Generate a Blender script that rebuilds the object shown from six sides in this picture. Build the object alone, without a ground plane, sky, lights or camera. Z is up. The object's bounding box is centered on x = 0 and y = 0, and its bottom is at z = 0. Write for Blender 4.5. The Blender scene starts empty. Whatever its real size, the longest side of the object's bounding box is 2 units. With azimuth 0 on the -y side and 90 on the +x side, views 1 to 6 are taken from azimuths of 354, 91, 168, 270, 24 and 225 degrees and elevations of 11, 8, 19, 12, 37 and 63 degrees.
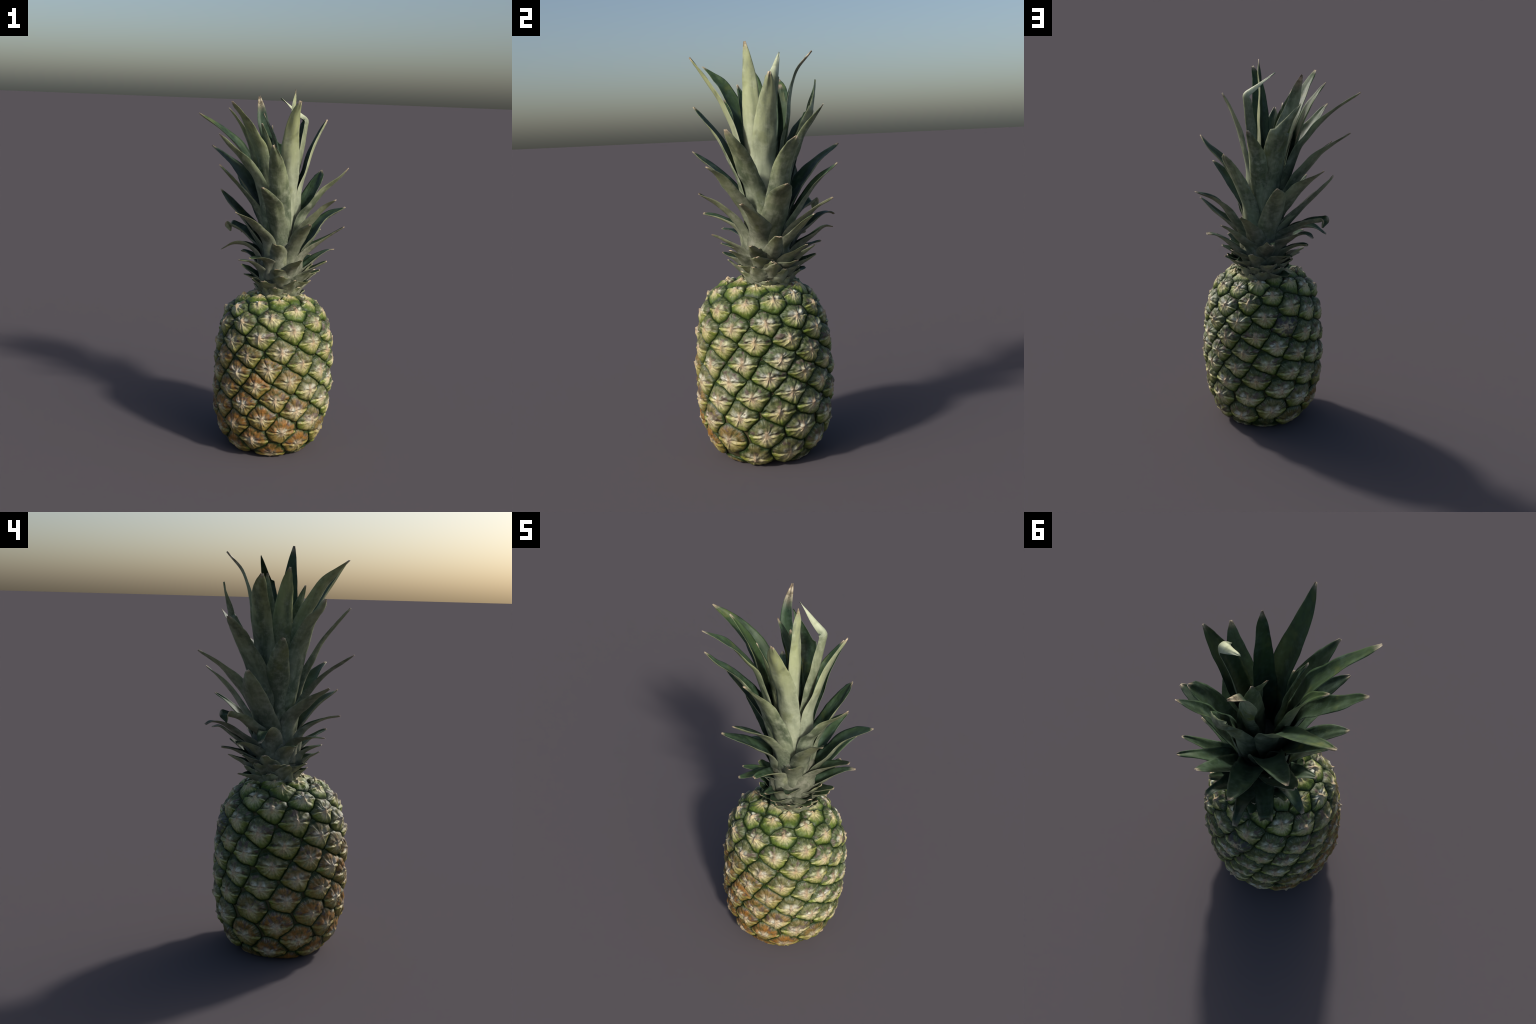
import bpy, math, random
import numpy as np
from mathutils import Vector, Matrix, noise

SEED = 7
rng = random.Random(SEED)
nrng = np.random.default_rng(SEED)

# --------------------------------------------------------------------------
# helpers
# --------------------------------------------------------------------------
def smooth(a, b, x):
    t = np.clip((np.asarray(x, float) - a) / (b - a), 0, 1)
    return t * t * (3 - 2 * t)


def new_object(name, data, parent):
    ob = bpy.data.objects.new(name, data)
    bpy.context.scene.collection.objects.link(ob)
    ob.parent = parent
    return ob


def mesh_from(name, verts, faces, mats, face_mat=None, sharp_from=None):
    me = bpy.data.meshes.new(name)
    me.from_pydata([tuple(v) for v in verts], [], faces)
    for m in mats:
        me.materials.append(m)
    me.polygons.foreach_set("use_smooth", [True] * len(me.polygons))
    if face_mat is not None:
        me.polygons.foreach_set("material_index", list(face_mat))
    me.update()
    return me


class Nodes:
    """small wrapper that keeps node graphs readable"""
    def __init__(self, name):
        self.m = bpy.data.materials.new(name)
        self.m.use_nodes = True
        self.t = self.m.node_tree
        self.bsdf = self.t.nodes["Principled BSDF"]

    def new(self, kind, **kw):
        n = self.t.nodes.new(kind)
        for k, v in kw.items():
            setattr(n, k, v)
        return n

    def put(self, sock, v):
        if isinstance(v, bpy.types.NodeSocket):
            self.t.links.new(v, sock)
        elif v is not None:
            if sock.type == "RGBA" and len(v) == 3:
                v = (*v, 1)
            sock.default_value = v

    def math(self, op, a, b=None, c=None, clamp=False):
        n = self.new("ShaderNodeMath", operation=op, use_clamp=clamp)
        for s, v in zip(n.inputs, (a, b, c)):
            if v is not None:
                self.put(s, v)
        return n.outputs[0]

    def vmath(self, op, a, b=None):
        n = self.new("ShaderNodeVectorMath", operation=op)
        self.put(n.inputs[0], a)
        if b is not None:
            self.put(n.inputs[1], b)
        return n.outputs[1] if op in ("LENGTH", "DOT_PRODUCT") else n.outputs[0]

    def step(self, v, a, b):
        """smoothstep from a to b"""
        n = self.new("ShaderNodeMapRange", interpolation_type="SMOOTHSTEP")
        for i, x in enumerate((v, a, b, 0.0, 1.0)):
            self.put(n.inputs[i], x)
        return n.outputs[0]

    def mix(self, f, a, b, blend="MIX"):
        n = self.new("ShaderNodeMix", data_type="RGBA", blend_type=blend)
        self.put(n.inputs[0], f)
        self.put(n.inputs[6], a)
        self.put(n.inputs[7], b)
        return n.outputs[2]

    def noise(self, vec, scale, detail=4.0, rough=0.55, out=0, dist=0.0):
        n = self.new("ShaderNodeTexNoise")
        self.put(n.inputs["Vector"], vec)
        self.put(n.inputs["Scale"], scale)
        self.put(n.inputs["Detail"], detail)
        self.put(n.inputs["Roughness"], rough)
        self.put(n.inputs["Distortion"], dist)
        return n.outputs[out]

    def xyz(self, x, y, z):
        n = self.new("ShaderNodeCombineXYZ")
        for s, v in zip(n.inputs, (x, y, z)):
            self.put(s, v)
        return n.outputs[0]

    def split(self, v):
        n = self.new("ShaderNodeSeparateXYZ")
        self.put(n.inputs[0], v)
        return n.outputs

    def prop(self, name):
        n = self.new("ShaderNodeAttribute", attribute_type="OBJECT")
        n.attribute_name = '["%s"]' % name
        return n.outputs["Fac"]

    def bump(self, h, strength, dist):
        n = self.new("ShaderNodeBump")
        self.put(n.inputs["Height"], h)
        self.put(n.inputs["Strength"], strength)
        self.put(n.inputs["Distance"], dist)
        self.t.links.new(n.outputs[0], self.bsdf.inputs["Normal"])


# --------------------------------------------------------------------------
# materials
# --------------------------------------------------------------------------
def fruitlet_material():
    g = Nodes("fruitlet_rind")
    tc = g.new("ShaderNodeTexCoord")
    obj = tc.outputs["Object"]
    x, y, z = g.split(obj)[:3]
    u = g.math("DIVIDE", x, g.prop("half_width"))
    v = g.math("DIVIDE", y, g.prop("half_height"))
    seed = g.prop("seed")
    warp = g.noise(g.xyz(g.math("ADD", u, seed), v, seed), 2.2, 3, 0.6, out=1)
    wx, wy, wz = g.split(g.vmath("SUBTRACT", warp, (0.5, 0.5, 0.5)))[:3]
    uw = g.math("ADD", u, g.math("MULTIPLY", wx, 0.35))
    vw = g.math("ADD", v, g.math("MULTIPLY", wy, 0.35))
    rho = g.vmath("LENGTH", g.xyz(u, v, 0.0))
    rhow = g.vmath("LENGTH", g.xyz(uw, vw, 0.0))
    # radial streaks: noise that only changes with the direction from the centre
    d = g.vmath("NORMALIZE", g.xyz(u, v, 0.0001))
    ray_in = g.vmath("ADD", g.vmath("MULTIPLY", d, (4.2, 4.2, 0)), g.xyz(seed, g.math("MULTIPLY", rho, 0.9), 0.0))
    rays = g.noise(ray_in, 1.0, 3, 0.6)
    rays_fine = g.noise(g.vmath("ADD", g.vmath("MULTIPLY", d, (12, 12, 0)), g.xyz(seed, g.math("MULTIPLY", rho, 2.0), 0.0)), 1.0, 3, 0.6)
    blot = g.noise(g.xyz(g.math("ADD", u, seed), v, seed), 3.2, 5, 0.62)
    fine = g.noise(obj, 130, 4, 0.6)

    up = g.step(vw, -0.04, 0.08)                     # 1 on the sepals, 0 on the bract
    ru = g.math("ADD", rhow, g.math("MULTIPLY", g.math("SUBTRACT", rays, 0.5), 0.9))
    # bract below: pale in the middle, green to the rim, yellower along its lip
    bract = g.mix(g.step(blot, 0.36, 0.62), BRACT_DARK, BRACT_LIGHT)
    bract = g.mix(g.math("SUBTRACT", 1.0, g.step(ru, 0.15, 0.85)), bract, BRACT_PALE)
    lip = g.math("MULTIPLY", g.step(vw, -0.42, -0.04), g.step(g.math("ABSOLUTE", u), 0.3, 0.95))
    bract = g.mix(g.math("MULTIPLY", lip, 0.6), bract, LIP)
    # sepals above: grey green, darker to the rim, sun glints painted as pale patches either side
    sepal = g.mix(g.step(blot, 0.36, 0.64), SEPAL_DARK, SEPAL_LIGHT)
    pu = g.math("SUBTRACT", g.math("ABSOLUTE", uw), 0.27)
    pale = g.math("SUBTRACT", 1.0, g.step(g.vmath("LENGTH", g.xyz(pu, g.math("SUBTRACT", vw, 0.17), 0.0)), 0.02, 0.34))
    pale = g.math("MULTIPLY", pale, g.step(g.noise(g.xyz(u, v, g.math("ADD", seed, 7.0)), 1.6, 2, 0.5), 0.32, 0.55))
    sepal = g.mix(g.math("MULTIPLY", pale, 0.9), sepal, PAINTED_GLINT)
    col = g.mix(up, bract, sepal)
    # the skin darkens to green towards the furrow
    edge = g.step(g.math("ADD", rho, g.math("MULTIPLY", g.math("SUBTRACT", blot, 0.5), 0.5)), 0.55, 0.98)
    col = g.mix(g.math("MULTIPLY", edge, 0.80), col, g.mix(up, EDGE_BRACT, EDGE_SEPAL))
    au = g.math("ABSOLUTE", u)
    vl = g.math("ADD", v, g.math("MULTIPLY", wy, 0.10))
    crest = g.math("SUBTRACT", 1.0, g.step(g.math("ABSOLUTE", g.math("ADD", vl, 0.045)), 0.008, 0.050))
    crest = g.math("MULTIPLY", g.math("MULTIPLY", crest, g.step(au, 0.15, 0.35)), g.step(blot, 0.38, 0.58))
    col = g.mix(g.math("MULTIPLY", crest, 0.65), col, CREST)
    slit = g.math("SUBTRACT", 1.0, g.step(g.math("ABSOLUTE", g.math("SUBTRACT", vl, 0.050)), 0.006, 0.045))
    slit = g.math("MULTIPLY", g.math("MULTIPLY", slit, g.step(au, 0.10, 0.20)), g.math("SUBTRACT", 1.0, g.step(au, 0.55, 0.85)))
    col = g.mix(g.math("MULTIPLY", g.math("MULTIPLY", slit, g.step(rays, 0.35, 0.55)), 0.75), col, SLIT)
    tone = g.prop("tone")
    col = g.mix(1.0, col, g.xyz(tone, tone, g.math("MULTIPLY", tone, tone)), "MULTIPLY")
    # ripening: orange spreads over the middle of the fruitlet
    ring = g.math("MULTIPLY", g.step(rhow, 0.12, 0.42), g.math("SUBTRACT", 1.0, g.step(rhow, 0.78, 1.02)))
    ripe = g.prop("ripe")
    tint = g.mix(up, RIPE_BRACT, g.mix(g.step(ripe, 0.30, 0.80), RIPE_BROWN, RIPE_SEPAL))
    rfac = g.math("MULTIPLY", g.math("MULTIPLY", ring, ripe), g.step(blot, 0.25, 0.62), clamp=True)
    col = g.mix(rfac, col, tint)
    # brown dry specks on the sepals
    sp = g.noise(g.xyz(g.math("ADD", u, g.math("MULTIPLY", seed, 3.1)), v, 4.0), 2.6, 2, 0.5)
    speck = g.math("MULTIPLY", g.math("MULTIPLY", g.step(sp, 0.55, 0.64), up), g.step(rhow, 0.2, 0.4))
    col = g.mix(g.math("MULTIPLY", speck, 0.85), col, DRY_BROWN)
    # grey pink bloom round the middle
    mid = g.math("MULTIPLY", g.math("SUBTRACT", 1.0, g.step(rhow, 0.15, 0.55)), g.step(g.noise(g.xyz(u, g.math("ADD", seed, 3.0), v), 3.0, 4, 0.6), 0.40, 0.60))
    col = g.mix(g.math("MULTIPLY", mid, 0.55), col, GREY_PINK)
    # dry beige star around the tip of the bract
    arm_v = g.math("MULTIPLY", g.math("SUBTRACT", 1.0, g.step(g.math("ABSOLUTE", uw), 0.02, g.math("MULTIPLY_ADD", rays, 0.2, 0.05))), g.math("SUBTRACT", 1.0, g.step(g.math("ABSOLUTE", g.math("SUBTRACT", vw, 0.05)), 0.12, 0.45)))
    reach = g.math("ADD", 0.15, g.math("MULTIPLY", g.step(rays, 0.40, 0.74), 0.28))
    star = g.math("SUBTRACT", 1.0, g.step(rhow, g.math("MULTIPLY", reach, 0.35), reach))
    star = g.math("MAXIMUM", star, g.math("MULTIPLY", arm_v, 0.9))
    star = g.math("MULTIPLY", star, g.step(rays_fine, 0.20, 0.50))
    pink = g.mix(g.noise(g.xyz(seed, u, v), 2.0, 2, 0.5), STAR_A, STAR_B)
    col = g.mix(g.math("MULTIPLY", star, 0.62), col, pink)
    # green furrow skin deep between the fruitlets, thin pale rim above it
    flat = g.math("ADD", g.math("MULTIPLY", g.math("MULTIPLY", x, x), g.prop("bend_x")), g.math("MULTIPLY", g.math("MULTIPLY", y, y), g.math("MULTIPLY_ADD", g.prop("bend_c"), y, g.prop("bend_y"))))
    zz = g.math("ADD", g.math("SUBTRACT", z, flat), g.math("MULTIPLY", g.math("SUBTRACT", fine, 0.5), 0.004))
    furrow = g.math("SUBTRACT", 1.0, g.step(zz, 0.0015, 0.0100))
    col = g.mix(furrow, col, FURROW)
    rim = g.math("MULTIPLY", g.math("MULTIPLY", g.step(rho, 0.66, 0.80), up), g.step(rays_fine, 0.48, 0.62))
    rim = g.math("MULTIPLY", rim, g.math("SUBTRACT", 1.0, furrow))
    col = g.mix(g.math("MULTIPLY", rim, 0.22), col, RIM)
    # bruises
    bru = g.math("MULTIPLY", g.prop("bruise"), g.step(g.noise(g.xyz(u, v, seed), 3.5, 4, 0.6), 0.40, 0.58), clamp=True)
    col = g.mix(bru, col, BRUISE)
    # fine grain
    col = g.mix(g.math("MULTIPLY", g.step(fine, 0.35, 0.7), 0.30), col, g.mix(1.0, col, (1.55, 1.5, 1.4), "MULTIPLY"))
    col = g.mix(g.math("MULTIPLY", g.step(g.noise(g.xyz(g.math("ADD", u, seed), v, 2.0), 7.0, 5, 0.65), 0.58, 0.36), 0.55), col, g.mix(1.0, col, (0.50, 0.52, 0.46), "MULTIPLY"))
    g.put(g.bsdf.inputs["Base Color"], col)
    g.put(g.bsdf.inputs["Roughness"], g.math("MULTIPLY_ADD", blot, 0.25, 0.38))
    g.put(g.bsdf.inputs["Specular IOR Level"], 0.35)
    h = g.math("ADD", g.math("MULTIPLY", rays_fine, 0.7), g.math("MULTIPLY", fine, 0.5))
    g.bump(h, 0.5, 0.004)
    return g.m


def flesh_material():
    g = Nodes("furrow_skin")
    tc = g.new("ShaderNodeTexCoord")
    n = g.noise(tc.outputs["Object"], 18, 5, 0.6)
    g.put(g.bsdf.inputs["Base Color"], g.mix(n, (0.02, 0.035, 0.008), (0.10, 0.07, 0.025)))
    g.put(g.bsdf.inputs["Roughness"], 0.75)
    return g.m


def leaf_material(name, dark, mid, light, tip_col, rough, bloom_amt):
    g = Nodes(name)
    tc = g.new("ShaderNodeTexCoord")
    obj = tc.outputs["Object"]
    gz = g.split(tc.outputs["Generated"])[2]
    rnd = g.prop("seed")
    shifted = g.vmath("ADD", obj, g.xyz(rnd, rnd, 0.0))
    streak = g.noise(g.vmath("MULTIPLY", shifted, (70, 70, 3.0)), 1.0, 4, 0.6)
    broad = g.noise(g.vmath("MULTIPLY", shifted, (14, 14, 5)), 1.0, 4, 0.6)
    cloud = g.noise(shifted, 30, 5, 0.65)
    col = g.mix(g.step(broad, 0.40, 0.60), dark, mid)
    col = g.mix(g.math("MULTIPLY", g.step(cloud, 0.42, 0.72), bloom_amt), col, light)
    col = g.mix(g.math("MULTIPLY", g.step(streak, 0.40, 0.70), 0.30), col, g.mix(1.0, col, (1.5, 1.45, 1.4), "MULTIPLY"))
    col = g.mix(g.math("MULTIPLY", g.step(streak, 0.55, 0.32), 0.30), col, g.mix(1.0, col, (0.66, 0.70, 0.62), "MULTIPLY"))
    col = g.mix(g.math("MULTIPLY", g.prop("grey"), 0.75), col, g.mix(g.step(cloud, 0.35, 0.68), GREY_DARK, GREY_LIGHT)) if "under" in name else col
    col = g.mix(g.math("MULTIPLY", g.math("MULTIPLY", g.prop("pale"), g.step(broad, 0.15, 0.5)), g.math("SUBTRACT", 1.0, g.math("MULTIPLY", g.math("GREATER_THAN", g.prop("pale"), 0.9), g.math("SUBTRACT", 0.92, g.math("MULTIPLY", g.step(gz, 0.80, 0.88), 0.92))))), col, SUN_LIGHTENED) if "under" in name else col
    # yellow green towards the tip, brownish stain on some leaves
    warm = g.math("MULTIPLY", g.step(gz, 0.35, 0.85), g.prop("yellow"))
    col = g.mix(g.math("MULTIPLY", warm, g.step(broad, 0.25, 0.6)), col, YELLOW_GREEN if "under" in name else YELLOW_INNER)
    stain = g.math("MULTIPLY", g.step(g.noise(shifted, 9, 3, 0.6), 0.56, 0.70), g.prop("stain"))
    col = g.mix(stain, col, STAIN)
    # dry point
    gzn = g.math("ADD", gz, g.math("MULTIPLY", g.math("SUBTRACT", cloud, 0.5), 0.06))
    dry = g.math("MULTIPLY", g.step(gzn, g.math("SUBTRACT", 1.0, g.prop("dry_length")), 1.0), 1.0)
    col = g.mix(g.math("MULTIPLY", dry, 0.9), col, g.mix(g.step(cloud, 0.40, 0.62), tip_col, DRY_TIP_DARK))
    tone = g.prop("tone")
    col = g.mix(1.0, col, g.xyz(tone, tone, g.math("MULTIPLY", tone, 0.97)), "MULTIPLY")
    g.put(g.bsdf.inputs["Base Color"], col)
    g.put(g.bsdf.inputs["Roughness"], rough)
    g.put(g.bsdf.inputs["Specular IOR Level"], 0.3)
    h = g.math("ADD", g.math("MULTIPLY", streak, 1.0), g.math("MULTIPLY", cloud, 0.5))
    g.bump(h, 0.35, 0.003)
    return g.m


# base colours (linear)
EDGE_BRACT = (0.060, 0.105, 0.012)
EDGE_SEPAL = (0.036, 0.058, 0.016)
RIPE_BROWN = (0.21, 0.125, 0.045)
GREY_PINK = (0.40, 0.34, 0.27)
CREST = (0.58, 0.52, 0.28)
SLIT = (0.060, 0.045, 0.022)
BRACT_PALE = (0.5, 0.45, 0.24)
BRACT_DARK = (0.052, 0.09, 0.012)  # rind greens taken down a little, to carry shading baked into the scan
BRACT_LIGHT = (0.16, 0.21, 0.04)
LIP = (0.3, 0.35, 0.05)
SEPAL_DARK = (0.045, 0.066, 0.022)
SEPAL_LIGHT = (0.14, 0.165, 0.07)
PAINTED_GLINT = (0.66, 0.66, 0.52)
RIPE_BRACT = (0.23, 0.155, 0.035)
RIPE_SEPAL = (0.25, 0.110, 0.022)
DRY_BROWN = (0.095, 0.065, 0.055)
STAR_A = (0.46, 0.28, 0.17)
STAR_B = (0.56, 0.41, 0.27)
FURROW = (0.016, 0.034, 0.005)
RIM = (0.50, 0.55, 0.40)
BRUISE = (0.035, 0.028, 0.045)
GREY_DARK = (0.125, 0.13, 0.095)
GREY_LIGHT = (0.25, 0.245, 0.195)
SUN_LIGHTENED = (0.60, 0.64, 0.46)  # leaf colour lightened for direct sun on the folded flap and tall leaves
YELLOW_GREEN = (0.40, 0.44, 0.16)
YELLOW_INNER = (0.05, 0.085, 0.015)
STAIN = (0.13, 0.15, 0.035)
DRY_TIP_DARK = (0.16, 0.11, 0.07)

MAT_RIND = fruitlet_material()
MAT_FLESH = flesh_material()
MAT_UNDER = leaf_material("leaf_under_side", (0.105, 0.135, 0.085), (0.23, 0.265, 0.175), (0.40, 0.43, 0.33), (0.70, 0.55, 0.40), 0.5, 0.55)
MAT_OVER = leaf_material("leaf_upper_side", (0.016, 0.034, 0.020), (0.034, 0.064, 0.036), (0.095, 0.145, 0.115), (0.55, 0.46, 0.33), 0.54, 0.45)

# --------------------------------------------------------------------------
# the thing
# --------------------------------------------------------------------------
pineapple = bpy.data.objects.new("pineapple", None)
bpy.context.scene.collection.objects.link(pineapple)
pineapple["label"] = "ripe green pineapple with tall spiky leaf crown"
pineapple["category"] = "fruit"

# --------------------------------------------------------------------------
# fruit: a lathe profile (height, radius) covered by fruitlets on a spiral
# --------------------------------------------------------------------------
PROFILE_Z = np.array([0, 0, 0.02, 0.06, 0.12, 0.20, 0.30, 0.40, 0.50, 0.60, 0.70, 0.778, 0.825, 0.853, 0.871, 0.874])
PROFILE_R = np.array([0, 0.180, 0.228, 0.264, 0.297, 0.318, 0.329, 0.333, 0.330, 0.321, 0.303, 0.270, 0.231, 0.196, 0.112, 0.0])
PROFILE_S = np.concatenate([[0], np.cumsum(np.hypot(np.diff(PROFILE_Z), np.diff(PROFILE_R)))])
# rounded version of the profile
_s = np.linspace(0, PROFILE_S[-1], 700)
_z = np.interp(_s, PROFILE_S, PROFILE_Z)
_r = np.interp(_s, PROFILE_S, PROFILE_R)
_k = np.hanning(27); _k /= _k.sum()
_zp = np.convolve(np.pad(_z, 13, mode="reflect", reflect_type="odd"), _k, "valid")
_rp = np.convolve(np.pad(_r, 13, mode="reflect", reflect_type="odd"), _k, "valid")
SINK = 0.0110          # furrow floor below the measured outline


AXIS = (0.034, -0.034)
TILT = 0.010          # the shoulder stands higher on one side of the fruit


def skin(theta, s, lift=0.0):
    """point of the furrow floor plus a lift along the outward normal"""
    r = np.interp(s, _s, _rp)
    z = np.interp(s, _s, _zp)
    e = 0.004
    dr = np.interp(s + e, _s, _rp) - np.interp(s - e, _s, _rp)
    dz = np.interp(s + e, _s, _zp) - np.interp(s - e, _s, _zp)
    ln = np.hypot(dr, dz) + 1e-9
    nr, nz = dz / ln, -dr / ln
    off = lift - SINK * smooth(-0.95, -0.3, -np.abs(np.minimum(nz, 0)))
    rr = np.maximum(r + nr * off, 0)
    lean = np.cos(theta - math.radians(230)) * rr / 0.28 * smooth(0.45, 0.88, z)
    out = 1 + 0.012 * np.cos(theta - math.radians(215)) * smooth(0.5, 0.8, z)
    low = 1 - smooth(0.08, 0.60, z)          # the foot stands a little aside of the shoulder
    out = out - 0.030 * np.exp(-((z - 0.40) / 0.20) ** 2) * np.clip(np.cos(theta - math.radians(-18)), 0, 1) ** 2
    return np.stack([AXIS[0] - 0.012 * low + rr * out * np.cos(theta), AXIS[1] - 0.006 * low + rr * out * np.sin(theta), z + nz * off + TILT * lean], -1), (nr, nz)


ARC = (0.1302, 1.5729, -1.4642, 0.9955, -0.1716, 0.0146, -0.0523, -0.0562, 0.0872, 0.0324, -0.0673, 0.0068, -0.0043)
TURN = (5.485, -47.066, 128.217, -136.454, 49.2, -6.767, 7.29, 19.706, -23.1, -10.444, 12.33, 0.736, 0.43)


def spiral(n):
    """place number n on the fruit: golden-angle turn and arc length; the fruit leans
    to one side, so both swing a little round the axis"""
    a0 = math.radians(13.58 - 137.66 * n)
    a = a0
    q = min(n, 110) / 100
    for _ in range(3):
        c, s = math.cos(a), math.sin(a)
        terms = (1, q, q * q, q ** 3, q ** 4, c, s, c * q, s * q, c * q * q, s * q * q, math.cos(2 * a), math.sin(2 * a))
        a = a0 + math.radians(sum(k * t for k, t in zip(TURN, terms)))
    arc = sum(k * t for k, t in zip(ARC, terms))
    if n > 110:
        arc += 0.012 * (n - 110)
    if n < 7:
        arc = 0.075 + 0.028 * n
    return a, arc


eyes = []
for n in range(0, 119):
    a, s = spiral(n)
    if s > PROFILE_S[-1] - 0.06:
        continue
    a += rng.uniform(-0.022, 0.022)
    s += rng.uniform(-0.006, 0.006)
    eyes.append((n, a, s))
TH = np.array([e[1] for e in eyes])
AS = np.array([e[2] for e in eyes])
CENTRES, _ = skin(TH, AS, SINK)
UPRIGHT = smooth(0.22, 0.42, AS) * smooth(1.22, 1.10, AS)
SITES, _ = skin(TH, AS - 0.019 * smooth(0.2, 0.4, AS), SINK)     # middle of the territory of each fruitlet

# core under the fruitlets
core_v, core_f = [], []
SEG = 64
core_s = np.linspace(0.0, PROFILE_S[-1], 60)
for s in core_s:
    p, _ = skin(np.linspace(0, 2 * np.pi, SEG, endpoint=False), np.full(SEG, s), -0.006)
    p[:, 2] = np.maximum(p[:, 2], 0.004)
    core_v.extend(p)
for i in range(len(core_s) - 1):
    for j in range(SEG):
        k = (j + 1) % SEG
        core_f.append((i * SEG + j, i * SEG + k, (i + 1) * SEG + k, (i + 1) * SEG + j))
fruit = new_object("fruit", mesh_from("fruit", core_v, core_f, [MAT_FLESH]), pineapple)

K, M = 80, 30
PHI = np.linspace(0, 2 * np.pi, K, endpoint=False)
RHO = np.concatenate([[0.0], 1 - (1 - np.linspace(0, 1, M)[1:]) ** 1.25])
RHO[-1] = 1.0


def lumps(p, scale, seed):
    """slow 3D noise at an array of points"""
    return np.array([noise.noise(Vector((q[0] * scale + seed, q[1] * scale, q[2] * scale))) for q in p])


def build_fruitlet(i):
    n, a0, s0 = eyes[i]
    c = CENTRES[i]
    r0 = max(float(np.interp(s0, _s, _rp)), 0.03)
    # how far does this fruitlet reach in each direction (half way to its neighbours)
    T = np.linspace(0.008, 0.12, 57)
    th = a0 + np.cos(PHI)[:, None] * T / r0
    ss = np.clip(s0 + np.sin(PHI)[:, None] * T, 0.002, PROFILE_S[-1] - 0.002)
    P, _ = skin(th, ss, SINK)
    near = np.argsort(((CENTRES - c) ** 2).sum(1))[1:16]
    warp = np.array([[noise.noise_vector(Vector(p) * 15.0) for p in row] for row in P])
    warp2 = np.array([[noise.noise_vector(Vector(p) * 42.0 + Vector((9, 4, 1))) for p in row] for row in P])
    Q = P + 0.0105 * warp + 0.0030 * warp2            # wavy borders, the same wave for both neighbours

    def claim(j):
        """distance from the site; shorter looking up, so that the domes are round on top"""
        d = Q - SITES[j]
        ln = np.linalg.norm(d, axis=-1) + 1e-9
        return ln / (1 + 0.32 * np.clip(1.3 * d[..., 2] / ln, -1, 1) * UPRIGHT[j])
    gap = np.min([claim(j) for j in near], axis=0) - claim(i)
    gap[:, 0] = np.maximum(gap[:, 0], 1e-4)
    B = np.empty(K)
    for k in range(K):
        hit = np.nonzero(gap[k] <= 0)[0]
        if len(hit) == 0:
            B[k] = 0.085
        elif hit[0] == 0:
            B[k] = T[0]
        else:
            j = hit[0]
            f = gap[k, j - 1] / (gap[k, j - 1] - gap[k, j])
            B[k] = T[j - 1] + f * (T[j] - T[j - 1])
    B = np.minimum(B, 0.090)
    hw = 0.5 * (np.max(B * np.cos(PHI)) - np.min(B * np.cos(PHI)))
    hh = 0.5 * (np.max(B * np.sin(PHI)) - np.min(B * np.sin(PHI)))

    R = RHO[:, None] * B[None]
    U = R * np.cos(PHI) / hw
    W = R * np.sin(PHI) / hh
    RR = np.repeat(RHO[:, None], K, 1)
    q = random.Random(1000 + n)
    sd = q.uniform(0, 50)
    wob = np.array([[noise.noise(Vector((U[a, b] * 1.6 + sd, W[a, b] * 1.6, sd))) for b in range(K)] for a in range(M)])
    wob2 = np.array([[noise.noise(Vector((U[a, b] * 4 + sd, W[a, b] * 4, sd + 9))) for b in range(K)] for a in range(M)])
    U2, W2 = U + 0.12 * wob, W + 0.10 * wob2 + 0.05 * q.uniform(-1, 1)
    up = smooth(-0.08, 0.12, W2)
    hup = float(np.interp(math.pi / 2, PHI, B)) / hh
    Wu = W / max(hup, 0.3)
    oval = (np.abs(U * 1.02) ** 2.3 + np.abs(Wu * 0.97) ** 2.3) ** (1 / 2.3)
    round_r = np.clip(np.maximum(RR, oval + 0.03 * wob2), 0, 1)
    dome_up = 1 - round_r ** 7
    dome_lo = 1 - RR ** 4.2
    size = min(1.0, (hw * hh) / 0.0030)
    H = 0.0170 * (0.80 + 0.4 * q.random()) * (0.55 + 0.45 * size)
    h = H * (up * dome_up * (0.93 + 0.07 * (1 - RR)) + (1 - up) * dome_lo)
    body = 1 - smooth(0.80, 1.0, RR)
    # seam between the sepals and the bract, with the lip of the bract below it
    side = smooth(0.08, 0.25, np.abs(U2))
    h -= 0.0085 * np.exp(-((W2 - 0.045) / 0.055) ** 2) * side * body
    h += 0.0062 * np.exp(-((W2 + 0.075) / 0.085) ** 2) * smooth(0.05, 0.4, np.abs(U2)) * (1 - smooth(0.96, 1.0, RR))
    # three sepals: two furrows above the seam
    ang = np.arctan2(W2, U2)
    for f0 in (math.radians(58 + q.uniform(-8, 8)), math.radians(122 + q.uniform(-8, 8))):
        h -= 0.0045 * np.exp(-((ang - f0) / 0.13) ** 2) * smooth(0.12, 0.35, RR) * body
    # swollen sepals left and right
    for sx in (-1, 1):
        h += 0.0060 * q.uniform(0.3, 1.2) * np.exp(-(((U2 - 0.36 * sx) / 0.22) ** 2 + ((W2 - 0.26) / 0.2) ** 2))
    # keels running down the bract
    for f0 in (math.radians(-62 + q.uniform(-9, 9)), math.radians(-118 + q.uniform(-9, 9)), math.radians(-90 + q.uniform(-12, 12))):
        h += 0.0048 * q.uniform(0.2, 1.3) * np.exp(-((ang - f0) / 0.14) ** 2) * smooth(0.08, 0.3, RR) * (1 - smooth(0.75, 1.0, RR))
    # pointed tip of the bract in the middle, bent upwards
    tip = 0.0120 * q.uniform(0.35, 1.25)
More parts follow.
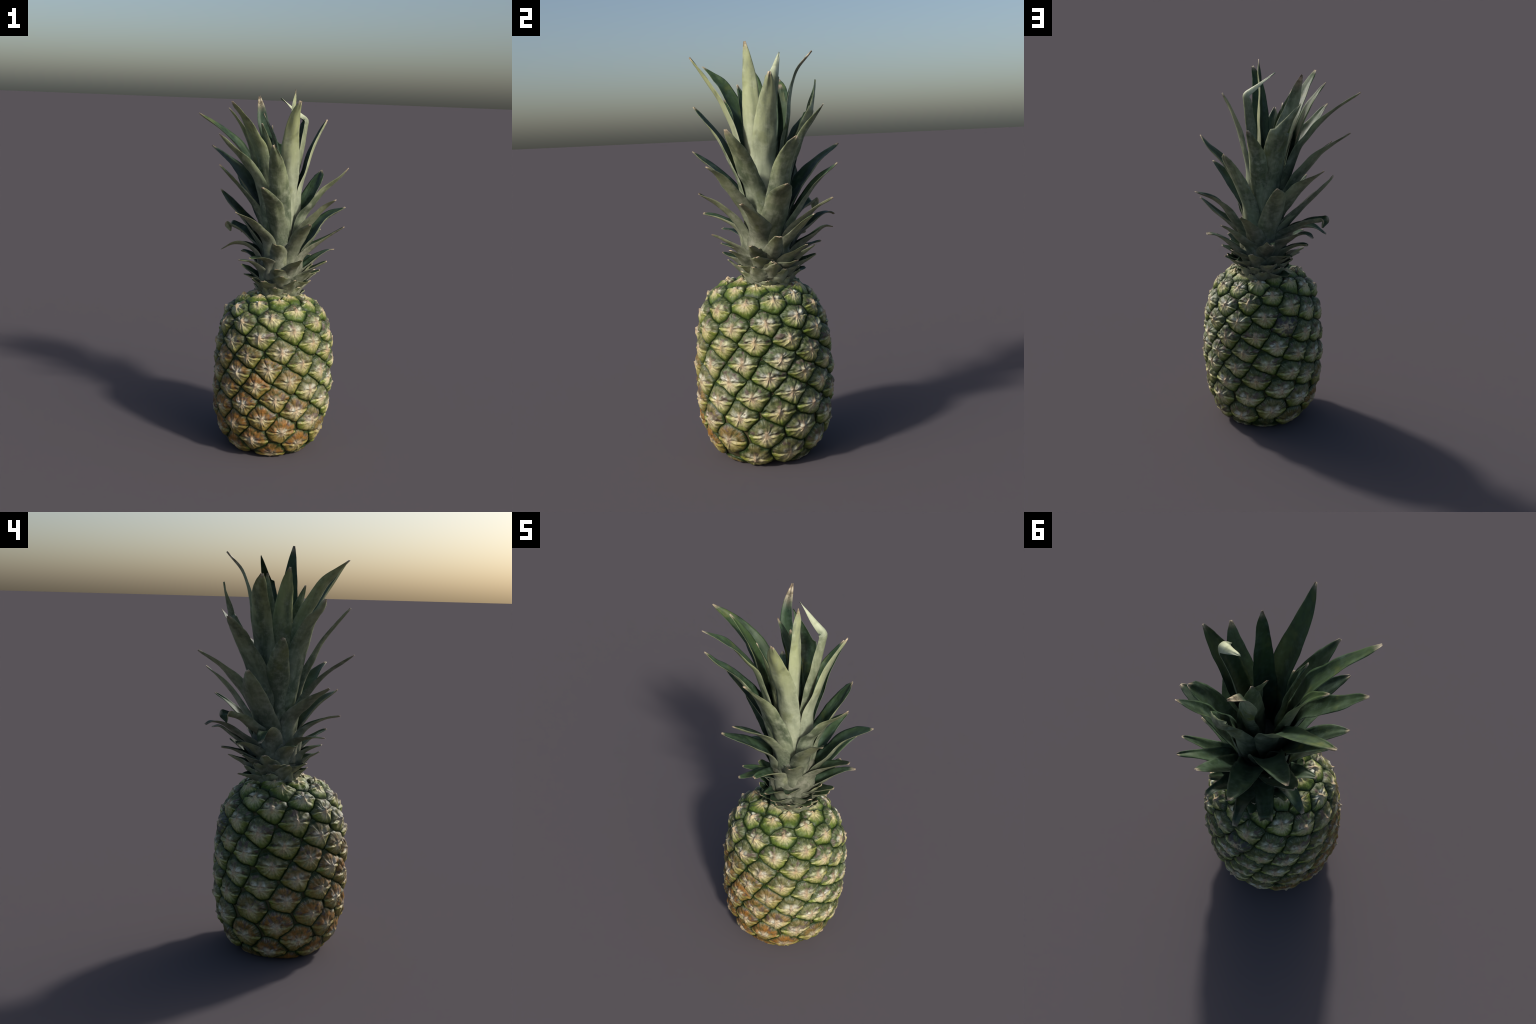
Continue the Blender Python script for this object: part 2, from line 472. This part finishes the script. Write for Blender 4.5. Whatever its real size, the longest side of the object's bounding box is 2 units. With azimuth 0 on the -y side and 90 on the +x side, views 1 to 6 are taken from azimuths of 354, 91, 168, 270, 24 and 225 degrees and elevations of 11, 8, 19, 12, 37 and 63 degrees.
    ridge = np.where(W2 > 0.03, np.exp(-((W2 - 0.03) / 0.13) ** 2), np.exp(-((W2 - 0.03) / 0.24) ** 2))
    h += tip * np.exp(-np.abs(U2 / 0.13) ** 1.6) * ridge
    h += 0.0025 * np.exp(-(U2 / 0.07) ** 2) * smooth(0.0, 0.1, W2) * (1 - smooth(0.4, 0.75, RR))
    # wrinkles
    h += (0.0034 * wob2 + 0.0022 * wob) * body
    h += 0.0007 * np.sin(ang * 17 + sd + 2 * wob) * smooth(0.2, 0.4, RR) * body
    # ragged rim of the sepals
    h += 0.0011 * np.sin(ang * 31 + 3 * wob2 + sd) * np.exp(-((round_r - 0.88) / 0.06) ** 2) * up
    # lower and flatter round the foot, smaller under the crown
    foot = smooth(0.17, 0.36, s0)
    h *= (0.6 + 0.4 * foot) * (1 - 0.25 * float(smooth(1.0, 1.12, s0)))

    th = a0 + R * np.cos(PHI) / r0
    ss = np.clip(s0 + R * np.sin(PHI), 0.002, PROFILE_S[-1] - 0.002)
    P, _ = skin(th, ss, h)
    # hooked tip: drag the middle upwards a little
    pull = np.exp(-np.abs(U2 / 0.12) ** 2) * np.exp(-((W2 - 0.02) / 0.16) ** 2) * 0.006 * body
    P[..., 2] += pull
    P[..., 2] = np.maximum(P[..., 2], 0.001)
    # thick skirt running inwards so that each fruitlet is a solid scale
    S1, _ = skin(th[-1], ss[-1], -0.012)
    S1 = c + (S1 - c) * 0.93
    S1[..., 2] = np.maximum(S1[..., 2], 0.003)

    # local frame: x to the right seen from outside, y up the skin, z outwards
    base, (nr, nz) = skin(np.array([a0]), np.array([s0]), 0.0)
    nr, nz = float(nr[0]), float(nz[0])
    out = Vector((nr * math.cos(a0), nr * math.sin(a0), nz))
    right = Vector((-math.sin(a0), math.cos(a0), 0))
    upv = out.cross(right)
    rot = Matrix((right, upv, out)).transposed()
    mat = Matrix.Translation(Vector(base[0])) @ rot.to_4x4()
    A = np.array(rot.transposed())
    verts = [A @ (P[0, 0] - base[0])]
    for m in range(1, M):
        verts.extend((P[m] - base[0]) @ A.T)
    verts.extend((S1 - base[0]) @ A.T)
    back, _ = skin(np.array([a0]), np.array([s0]), -0.016)
    back[0, 2] = max(back[0, 2], 0.0035)
    verts.append(A @ (back[0] - base[0]))
    faces = [(0, 1 + k, 1 + (k + 1) % K) for k in range(K)]
    for m in range(M - 1 + 1 - 1):
        o = 1 + m * K
        for k in range(K):
            k2 = (k + 1) % K
            faces.append((o + k, o + K + k, o + K + k2, o + k2))
    o = 1 + (M - 1) * K
    last = len(verts) - 1
    faces += [(o + k, last, o + (k + 1) % K) for k in range(K)]
    me = mesh_from("fruitlet", verts, faces, [MAT_RIND])
    ob = new_object("fruitlet", me, fruit)
    ob.matrix_local = mat
    floor0, _ = skin(th, ss, 0.0)
    fl = (floor0.reshape(-1, 3) - base[0]) @ A.T
    fx, fy, fz = fl[:, 0], fl[:, 1], fl[:, 2]
    bend = np.linalg.lstsq(np.stack([fx * fx, fy * fy, fy ** 3], 1), fz, rcond=None)[0]
    ob["bend_x"], ob["bend_y"], ob["bend_c"] = (float(k) for k in bend)
    ob["half_width"] = float(hw)
    ob["half_height"] = float(hh)
    ob["seed"] = float(sd)
    ob["tone"] = q.uniform(0.80, 1.16)
    zc = float(c[2])
    deg = math.degrees(a0) % 360
    facing = 0.5 + 0.5 * math.cos(math.radians(deg - 228))
    ripe = smooth(0.42, 0.05, zc) * (0.30 + 0.95 * facing ** 1.5) + smooth(0.90, 0.35, zc) * facing ** 3 * 0.95
    ob["ripe"] = float(np.clip(ripe * (0.75 + 0.5 * q.random()), 0, 1))
    dd = math.hypot(((deg - 100 + 180) % 360 - 180) / 18, (zc - 0.655) / 0.06)
    ob["bruise"] = float(np.clip(1.1 - dd * 0.8, 0, 0.8))
    return ob


for i in range(len(eyes)):
    if eyes[i][2] > 0.13:
        build_fruitlet(i)

# --------------------------------------------------------------------------
# crown
# --------------------------------------------------------------------------
STEM = Vector((0.052, 0.004, 0))


def stem_radius(z):
    return float(np.interp(z, [0.84, 0.90, 1.0, 1.15, 1.28, 1.34], [0.106, 0.108, 0.118, 0.101, 0.066, 0.006]))


sv, sf = [], []
for z in np.linspace(0.84, 1.34, 26):
    for j in range(32):
        t = 2 * math.pi * j / 32
        r = stem_radius(z) * (1 + 0.06 * math.sin(5 * t + z * 40))
        sv.append((STEM.x + r * math.cos(t), STEM.y + r * math.sin(t), z))
for i in range(25):
    for j in range(32):
        k = (j + 1) % 32
        sf.append((i * 32 + j, i * 32 + k, i * 32 + 32 + k, i * 32 + 32 + j))
sf.append(tuple(range(25 * 32, 26 * 32)))
crown = new_object("crown", mesh_from("crown", sv, sf, [MAT_UNDER]), pineapple)
for k, v in dict(seed=3.0, yellow=0.0, stain=0.0, dry_length=0.01, grey=1.0, pale=0.0, tone=0.85).items():
    crown[k] = v


def catmull(pts, count):
    """smooth curve through the points, parametrised by length"""
    p = [np.array(x, float) for x in pts]
    p = [2 * p[0] - p[1]] + p + [2 * p[-1] - p[-2]]
    out = []
    for i in range(1, len(p) - 2):
        d = [max(np.linalg.norm(p[i + j] - p[i + j - 1]) ** 0.5, 1e-6) for j in (0, 1, 2)]
        t0, t1 = 0, d[0]; t2 = t1 + d[1]; t3 = t2 + d[2]
        for t in np.linspace(t1, t2, 40, endpoint=(i == len(p) - 3)):
            a1 = (t1 - t) / (t1 - t0) * p[i - 1] + (t - t0) / (t1 - t0) * p[i]
            a2 = (t2 - t) / (t2 - t1) * p[i] + (t - t1) / (t2 - t1) * p[i + 1]
            a3 = (t3 - t) / (t3 - t2) * p[i + 1] + (t - t2) / (t3 - t2) * p[i + 2]
            b1 = (t2 - t) / (t2 - t0) * a1 + (t - t0) / (t2 - t0) * a2
            b2 = (t3 - t) / (t3 - t1) * a2 + (t - t1) / (t3 - t1) * a3
            out.append((t2 - t) / (t2 - t1) * b1 + (t - t1) / (t2 - t1) * b2)
    out = np.array(out)
    ln = np.concatenate([[0], np.cumsum(np.linalg.norm(np.diff(out, axis=0), axis=1))])
    u = np.linspace(0, ln[-1], count)
    return np.stack([np.interp(u, ln, out[:, k]) for k in range(3)], 1), ln[-1]


def build_leaf(tip, base_z, az=None, width=None, arc=None, path=None, kink=None, flap=0.0, strap=False, bow=1.0, twist=0.0,
               channel=0.27, droop=0.0, yellow=0.25, stain=0.3, dry=0.05, blunt=0.0, thick=0.011, face=None, pale=0.0, seed=0):
    q = random.Random(500 + seed)
    tip = np.array(tip, float)
    end = np.array(kink, float) if kink is not None else tip
    rel = np.array((path[0] if path is not None else end)[:2]) - np.array(STEM[:2])
    a = math.radians(az) if az is not None else math.atan2(rel[1], rel[0])
    rad = np.array([math.cos(a), math.sin(a), 0])
    up = np.array([0, 0, 1.0])
    base = np.array([STEM.x, STEM.y, base_z]) + rad * stem_radius(base_z) * (0.80 + 0.14 * float(smooth(1.05, 0.95, base_z)))
    chord = end - base
    L = np.linalg.norm(chord)
    d = chord / L
    if path is not None:
        mids = path
    elif arc is not None:
        # (distance from the stem, height) read along the leaf, in its own vertical plane
        h2 = end[:2] - np.array(STEM[:2])
        e = np.arctan2(h2[1], h2[0])
        mids = [(STEM.x + r * math.cos(e), STEM.y + r * math.sin(e), z) for r, z in arc]
    else:
        d1 = d + 0.55 * bow * up
        d1 /= np.linalg.norm(d1)
        horiz = d * (1, 1, 0)
        horiz = horiz / max(np.linalg.norm(horiz), 1e-6)
        d2 = d + 0.30 * bow * horiz - 0.25 * droop * up
        d2 /= np.linalg.norm(d2)
        p1, p2 = base + d1 * L * 0.34, end - d2 * L * 0.32
        mids = []
        for t in (0.25, 0.5, 0.75, 0.9):
            mids.append((1 - t) ** 3 * base + 3 * t * (1 - t) ** 2 * p1 + 3 * t * t * (1 - t) * p2 + t ** 3 * end)
    pts = [base] + [np.array(m, float) for m in mids]
    if kink is None:
        pts.append(end)
    else:
        # a hard fold: keep both limbs straight up to the crease
        before = end - pts[-1]
        before *= 0.010 / np.linalg.norm(before)
        past = (tip - end) * 0.010 / np.linalg.norm(tip - end)
        pts += [end - before * 3, end - before, end + past, end + past * 3, tip]
    N = 44 if kink is None else 80
    C, length = catmull(pts, N)
    if width is None:
        width = float(np.clip(0.055 + 0.075 * length, 0.05, 0.105))
    width *= 1.12 if base_z < 1.03 else 1.16
    t = np.linspace(0, 1, N)
    # width along the leaf: clasping base, widest low down, long taper
    w = width * np.interp(t, [0, 0.08, 0.25, 0.45, 0.65, 0.82, 0.93, 1.0],
                          [0.92, 1.0, 1.0, 0.98, 0.86, 0.63, 0.36 + 0.15 * blunt, 0.10 + 0.12 * blunt] if not strap else
                          [0.92, 1.0, 1.0, 0.95, 0.86, 0.74, 0.52, 0.08])
    if base_z < 1.025 and not strap:
        w = 1.10 * width * np.interp(t, [0, 0.08, 0.25, 0.45, 0.65, 0.82, 0.93, 1.0],
                                     [1.0, 1.04, 1.0, 0.82, 0.58, 0.38, 0.26 + 0.12 * blunt, 0.12 + 0.12 * blunt])
    if flap:
        tk = (length - np.linalg.norm(tip - end)) / length
        w = np.where(t > tk, width * flap * np.clip(1.03 - (t - tk) / (1 - tk), 0.04, 1) ** 0.85, w)
    T = np.gradient(C, axis=0)
    T /= np.linalg.norm(T, axis=1)[:, None]
    fa = math.radians(face) if face is not None else a
    side0 = np.array([-math.sin(fa), math.cos(fa), 0])
    X = np.linspace(-1, 1, 13)
    rings = []
    for i in range(N):
        s = side0 - T[i] * (side0 @ T[i])
        s /= np.linalg.norm(s)
        nn = np.cross(T[i], s)             # towards the axis / upper side
        ang = math.radians(twist) * t[i] ** 1.5
        s, nn = s * math.cos(ang) + nn * math.sin(ang), nn * math.cos(ang) - s * math.sin(ang)
        ch = channel * (1.15 - 0.80 * t[i] * (kink is None))
        th = thick * (1.0 - 0.55 * t[i]) * min(1.0, w[i] / 0.03)
        wob_l = 1 + 0.05 * noise.noise(Vector((t[i] * 8 * max(length, 0.3) / 0.5, seed * 1.7, 0))) + 0.03 * noise.noise(Vector((t[i] * 26, seed * 1.7, 3)))
        wob_r = 1 + 0.05 * noise.noise(Vector((t[i] * 8 * max(length, 0.3) / 0.5, seed * 1.7, 7))) + 0.03 * noise.noise(Vector((t[i] * 26, seed * 1.7, 9)))
        over, under = [], []
        for x in X:
            lift = w[i] * ch * (x * x - 0.35)
            lift += 0.0042 * noise.noise(Vector((x * 1.3, t[i] * 9 * max(length, .3), seed * 2.3))) * (1 + 1.4 * abs(x))
            edge = th * (0.12 + 0.88 * (1 - abs(x) ** 2.4)) * 0.5
            wv = 0.5 * w[i] * (wob_l if x < 0 else wob_r)
            ctr = C[i] + s * (wv * x * (1 - 0.22 * ch * x * x)) + nn * lift
            over.append(ctr + nn * edge)
            under.append(ctr - nn * edge)
        rings.append(over + under[::-1])
    n2 = 26
    V = [p for r in rings for p in r]
    faces, fm = [], []
    for i in range(N - 1):
        for j in range(n2):
            k = (j + 1) % n2
            faces.append((i * n2 + j, i * n2 + k, (i + 1) * n2 + k, (i + 1) * n2 + j))
            fm.append(0 if j < 12 else 1)
    faces.append(tuple(reversed(range(n2)))); fm.append(1)
    faces.append(tuple((N - 1) * n2 + j for j in range(n2))); fm.append(1)
    # local frame along the leaf
    zax = Vector(C[-1] - C[0]).normalized()
    xax = Vector(side0); xax = (xax - zax * xax.dot(zax)).normalized()
    yax = zax.cross(xax)
    rot = Matrix((xax, yax, zax)).transposed()
    A = np.array(rot.transposed())
    V = (np.array(V) - C[0]) @ A.T
    me = mesh_from("leaf", V, faces, [MAT_OVER, MAT_UNDER], fm)
    ob = new_object("leaf", me, crown)
    ob.matrix_local = Matrix.Translation(Vector(C[0])) @ rot.to_4x4()
    ob["seed"] = q.uniform(0, 40)
    ob["yellow"] = float(yellow)
    ob["grey"] = float(smooth(1.16, 0.98, base_z) * q.uniform(0.6, 1.0))
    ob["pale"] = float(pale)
    ob["tone"] = q.uniform(0.82, 1.08)
    ob["stain"] = float(stain)
    ob["dry_length"] = float(dry)
    return ob


# tip position, height of the base on the stem, and what is special about the leaf
LEAVES = [
    # innermost tall leaves
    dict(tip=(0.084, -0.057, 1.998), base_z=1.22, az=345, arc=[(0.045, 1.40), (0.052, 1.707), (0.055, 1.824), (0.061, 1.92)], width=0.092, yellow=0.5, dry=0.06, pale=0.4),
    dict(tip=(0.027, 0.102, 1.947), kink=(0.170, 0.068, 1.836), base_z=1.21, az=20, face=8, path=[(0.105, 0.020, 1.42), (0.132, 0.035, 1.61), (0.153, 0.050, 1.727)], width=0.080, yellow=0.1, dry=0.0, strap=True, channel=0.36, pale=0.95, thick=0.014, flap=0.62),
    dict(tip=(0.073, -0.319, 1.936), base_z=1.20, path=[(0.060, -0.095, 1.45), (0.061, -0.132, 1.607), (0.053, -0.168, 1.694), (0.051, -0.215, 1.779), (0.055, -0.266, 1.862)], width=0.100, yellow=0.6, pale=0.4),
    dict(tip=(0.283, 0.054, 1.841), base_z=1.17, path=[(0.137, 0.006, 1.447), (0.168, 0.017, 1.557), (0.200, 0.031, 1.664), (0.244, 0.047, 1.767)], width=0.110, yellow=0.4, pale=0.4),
    dict(tip=(-0.273, -0.289, 1.922), base_z=1.20, path=[(-0.099, -0.105, 1.658), (-0.140, -0.141, 1.739), (-0.181, -0.181, 1.811), (-0.233, -0.238, 1.881)], width=0.100, yellow=0.5),
    dict(tip=(-0.268, -0.028, 1.887), base_z=1.22, path=[(-0.126, -0.007, 1.627), (-0.150, -0.009, 1.700), (-0.182, -0.015, 1.772), (-0.228, -0.020, 1.841)], width=0.095, yellow=0.6),
    dict(tip=(-0.422, 0.096, 1.853), base_z=1.20, path=[(-0.103, 0.084, 1.551), (-0.155, 0.094, 1.626), (-0.211, 0.099, 1.698), (-0.290, 0.104, 1.768)], width=0.104, yellow=0.5, stain=0.5),
    dict(tip=(-0.074, 0.260, 1.956), base_z=1.22, path=[(0.030, 0.075, 1.38), (0.015, 0.105, 1.52), (-0.008, 0.132, 1.65), (-0.040, 0.145, 1.745), (-0.060, 0.158, 1.81), (-0.068, 0.190, 1.88)], face=90, width=0.080, yellow=0.1, dry=0.16, stain=1.0, channel=0.30),
    dict(tip=(-0.015, 0.100, 1.800), base_z=1.24, path=[(0.030, 0.060, 1.42), (0.005, 0.085, 1.60)], face=160, width=0.110, stain=0.4),
    dict(tip=(-0.068, 0.070, 1.864), base_z=1.24, az=130, path=[(0.035, 0.045, 1.52), (-0.002, 0.059, 1.711), (-0.033, 0.067, 1.785)], face=165, width=0.070, stain=0.3, dry=0.06),
    dict(tip=(-0.096, -0.108, 1.813), base_z=1.24, az=209, width=0.080, yellow=0.3),
    dict(tip=(-0.072, 0.272, 1.819), kink=(0.018, 0.240, 1.668), flap=0.56, base_z=1.17, az=95, path=[(0.040, 0.115, 1.36), (0.032, 0.160, 1.50), (0.026, 0.200, 1.60)], width=0.122, dry=0.0, strap=True, stain=0.6, thick=0.013),
    dict(tip=(-0.059, -0.327, 1.712), base_z=1.15, path=[(0.022, -0.110, 1.34), (0.003, -0.160, 1.464), (-0.015, -0.204, 1.553), (-0.036, -0.268, 1.640)], width=0.105),
    dict(tip=(-0.325, -0.188, 1.754), base_z=1.17, path=[(-0.110, -0.093, 1.519), (-0.170, -0.112, 1.595), (-0.239, -0.139, 1.670), (-0.276, -0.168, 1.706)], width=0.100),
    dict(tip=(-0.337, 0.241, 1.670), base_z=1.15, path=[(-0.096, 0.115, 1.400), (-0.145, 0.145, 1.478), (-0.199, 0.180, 1.553), (-0.247, 0.198, 1.598)], width=0.122),
    dict(tip=(0.192, 0.290, 1.694), base_z=1.15, path=[(0.095, 0.110, 1.38), (0.114, 0.164, 1.476), (0.129, 0.190, 1.549), (0.154, 0.235, 1.620)], width=0.094),
    dict(tip=(0.372, -0.151, 1.595), base_z=1.12, path=[(0.155, -0.045, 1.302), (0.199, -0.068, 1.379), (0.253, -0.091, 1.454), (0.318, -0.117, 1.528)], width=0.102, dry=0.08),
    dict(tip=(0.290, 0.165, 1.552), base_z=1.10, path=[(0.150, 0.072, 1.26), (0.177, 0.086, 1.334), (0.213, 0.100, 1.408), (0.250, 0.125, 1.481)], width=0.114, strap=True),
    dict(tip=(-0.309, -0.008, 1.581), base_z=1.12, path=[(-0.064, 0.003, 1.286), (-0.113, 0.006, 1.367), (-0.179, 0.008, 1.447), (-0.251, 0.000, 1.525)], width=0.108, stain=0.5),
    # middle whorls
    dict(tip=(-0.111, -0.348, 1.497), base_z=1.09, path=[(0.020, -0.100, 1.22), (-0.006, -0.148, 1.308), (-0.037, -0.225, 1.404)], width=0.100),
    dict(tip=(-0.172, 0.379, 1.509), base_z=1.11, path=[(-0.010, 0.110, 1.21), (-0.045, 0.153, 1.286), (-0.080, 0.213, 1.368), (-0.126, 0.287, 1.443)], width=0.116),
    dict(tip=(0.295, -0.251, 1.432), base_z=1.07, path=[(0.137, -0.088, 1.205), (0.187, -0.140, 1.301), (0.249, -0.198, 1.387)], width=0.096),
    dict(tip=(0.051, 0.355, 1.421), base_z=1.06, path=[(0.042, 0.110, 1.12), (0.038, 0.147, 1.184), (0.033, 0.193, 1.256), (0.028, 0.263, 1.342)], width=0.108),
    dict(tip=(-0.286, 0.148, 1.433), base_z=1.07, path=[(-0.060, 0.060, 1.15), (-0.116, 0.092, 1.229), (-0.170, 0.116, 1.296), (-0.246, 0.136, 1.377)], width=0.124, stain=0.5),
    dict(tip=(0.425, 0.109, 1.352), base_z=1.04, path=[(0.175, 0.035, 1.12), (0.227, 0.052, 1.192), (0.270, 0.070, 1.254), (0.333, 0.088, 1.308)], width=0.118),
    dict(tip=(-0.232, -0.225, 1.356), base_z=1.05, path=[(-0.047, -0.071, 1.185), (-0.111, -0.127, 1.257), (-0.164, -0.182, 1.310)], width=0.100),
    dict(tip=(0.154, -0.302, 1.308), base_z=1.03, path=[(0.090, -0.100, 1.10), (0.117, -0.148, 1.180), (0.132, -0.212, 1.244)], width=0.095),
    dict(tip=(0.225, 0.320, 1.268), base_z=1.02, arc=[(0.150, 1.12), (0.228, 1.187), (0.291, 1.232)], width=0.088),
    dict(tip=(0.379, -0.099, 1.267), base_z=1.00, path=[(0.160, -0.015, 1.075), (0.214, -0.022, 1.135), (0.301, -0.046, 1.204)], width=0.112),
    dict(tip=(-0.216, 0.240, 1.179), kink=(-0.226, 0.250, 1.229), base_z=1.03, az=136, arc=[(0.120, 1.10), (0.188, 1.148), (0.272, 1.198)], width=0.085, strap=True),
    dict(tip=(0.307, 0.229, 1.204), base_z=0.99, arc=[(0.120, 1.04), (0.183, 1.090), (0.261, 1.155)], width=0.085),
    dict(tip=(-0.028, -0.303, 1.197), base_z=0.99, arc=[(0.125, 1.097), (0.179, 1.148), (0.249, 1.184)], width=0.092),
    dict(tip=(-0.139, 0.344, 1.156), base_z=0.99, arc=[(0.150, 1.06), (0.230, 1.117), (0.291, 1.152), (0.360, 1.167)], width=0.088, blunt=0.5),
    dict(tip=(0.062, 0.325, 1.116), base_z=0.97, arc=[(0.140, 1.02), (0.219, 1.078), (0.284, 1.120)], width=0.088, blunt=0.5),
    dict(tip=(-0.280, 0.086, 1.098), base_z=0.98, az=160, arc=[(0.130, 1.085), (0.200, 1.135), (0.270, 1.135)], width=0.100, twist=20),
    # short lower leaves
    dict(tip=(0.363, 0.070, 1.112), base_z=0.95, arc=[(0.110, 0.98), (0.170, 1.033), (0.234, 1.088), (0.278, 1.110)], width=0.088, blunt=0.4, dry=0.12),
    dict(tip=(0.130, -0.254, 1.108), base_z=0.95, arc=[(0.110, 1.00), (0.161, 1.051), (0.214, 1.082)], width=0.090),
    dict(tip=(-0.150, -0.223, 1.108), base_z=0.96, arc=[(0.127, 1.060), (0.219, 1.100)], width=0.092),
    dict(tip=(-0.153, 0.197, 1.073), base_z=0.95, arc=[(0.110, 0.99), (0.166, 1.035), (0.233, 1.068)], width=0.088, blunt=0.5),
    dict(tip=(-0.194, -0.087, 1.070), base_z=0.94, arc=[(0.120, 1.005), (0.190, 1.058)], width=0.090),
    dict(tip=(0.299, -0.067, 1.069), base_z=0.93, arc=[(0.110, 0.97), (0.155, 1.009), (0.207, 1.040)], width=0.090),
    dict(tip=(-0.004, -0.223, 1.048), base_z=0.92, arc=[(0.134, 1.000), (0.181, 1.032)], width=0.092, blunt=0.4),
    dict(tip=(-0.053, 0.270, 1.035), base_z=0.92, arc=[(0.120, 0.955), (0.173, 0.999), (0.223, 1.025)], width=0.090, blunt=0.4),
    dict(tip=(0.262, 0.045, 0.978), base_z=0.90, width=0.085, bow=0.6),
    dict(tip=(0.108, -0.186, 0.982), base_z=0.89, width=0.085, bow=0.6),
    dict(tip=(0.036, 0.240, 0.983), base_z=0.90, width=0.090, bow=0.6),
    dict(tip=(-0.060, 0.188, 0.905), base_z=0.87, width=0.085, bow=0.6),
    dict(tip=(0.223, -0.040, 1.045), base_z=0.95, width=0.100, blunt=0.6),
    dict(tip=(0.190, 0.020, 0.985), base_z=0.90, width=0.105, blunt=0.8),
    # filling the lower whorls where the views show broad short leaves
    dict(tip=(0.245, 0.190, 1.060), base_z=0.93, width=0.092, blunt=0.4),
    dict(tip=(0.215, -0.165, 1.040), base_z=0.93, width=0.092, blunt=0.4),
    dict(tip=(-0.165, 0.060, 1.020), base_z=0.92, width=0.095, blunt=0.5),
    dict(tip=(0.150, 0.235, 1.045), base_z=0.92, width=0.092, blunt=0.4),
    dict(tip=(-0.110, 0.120, 1.240), base_z=1.06, width=0.100),
]
for i, kw in enumerate(LEAVES):
    build_leaf(seed=i, **kw)

# small bracts round the foot of the crown continue the spiral of the fruit
for n in range(106, 132):
    a = math.radians(13.58 - 137.66 * n + 8)
    bz = 0.838 + (n - 106) * 0.0042
    reach = 0.026 + 0.0036 * (n - 106) + rng.uniform(-0.012, 0.012)
    r = stem_radius(bz) * 0.94 + reach
    tip = (STEM.x + r * math.cos(a), STEM.y + r * math.sin(a), bz + 0.040 + rng.uniform(-0.01, 0.035))
    build_leaf(tip, bz, width=0.076 + 0.0012 * (n - 106) + rng.uniform(-0.008, 0.008), bow=0.55, channel=0.25, blunt=rng.uniform(0.0, 0.5), thick=0.010, seed=100 + n, dry=0.06)
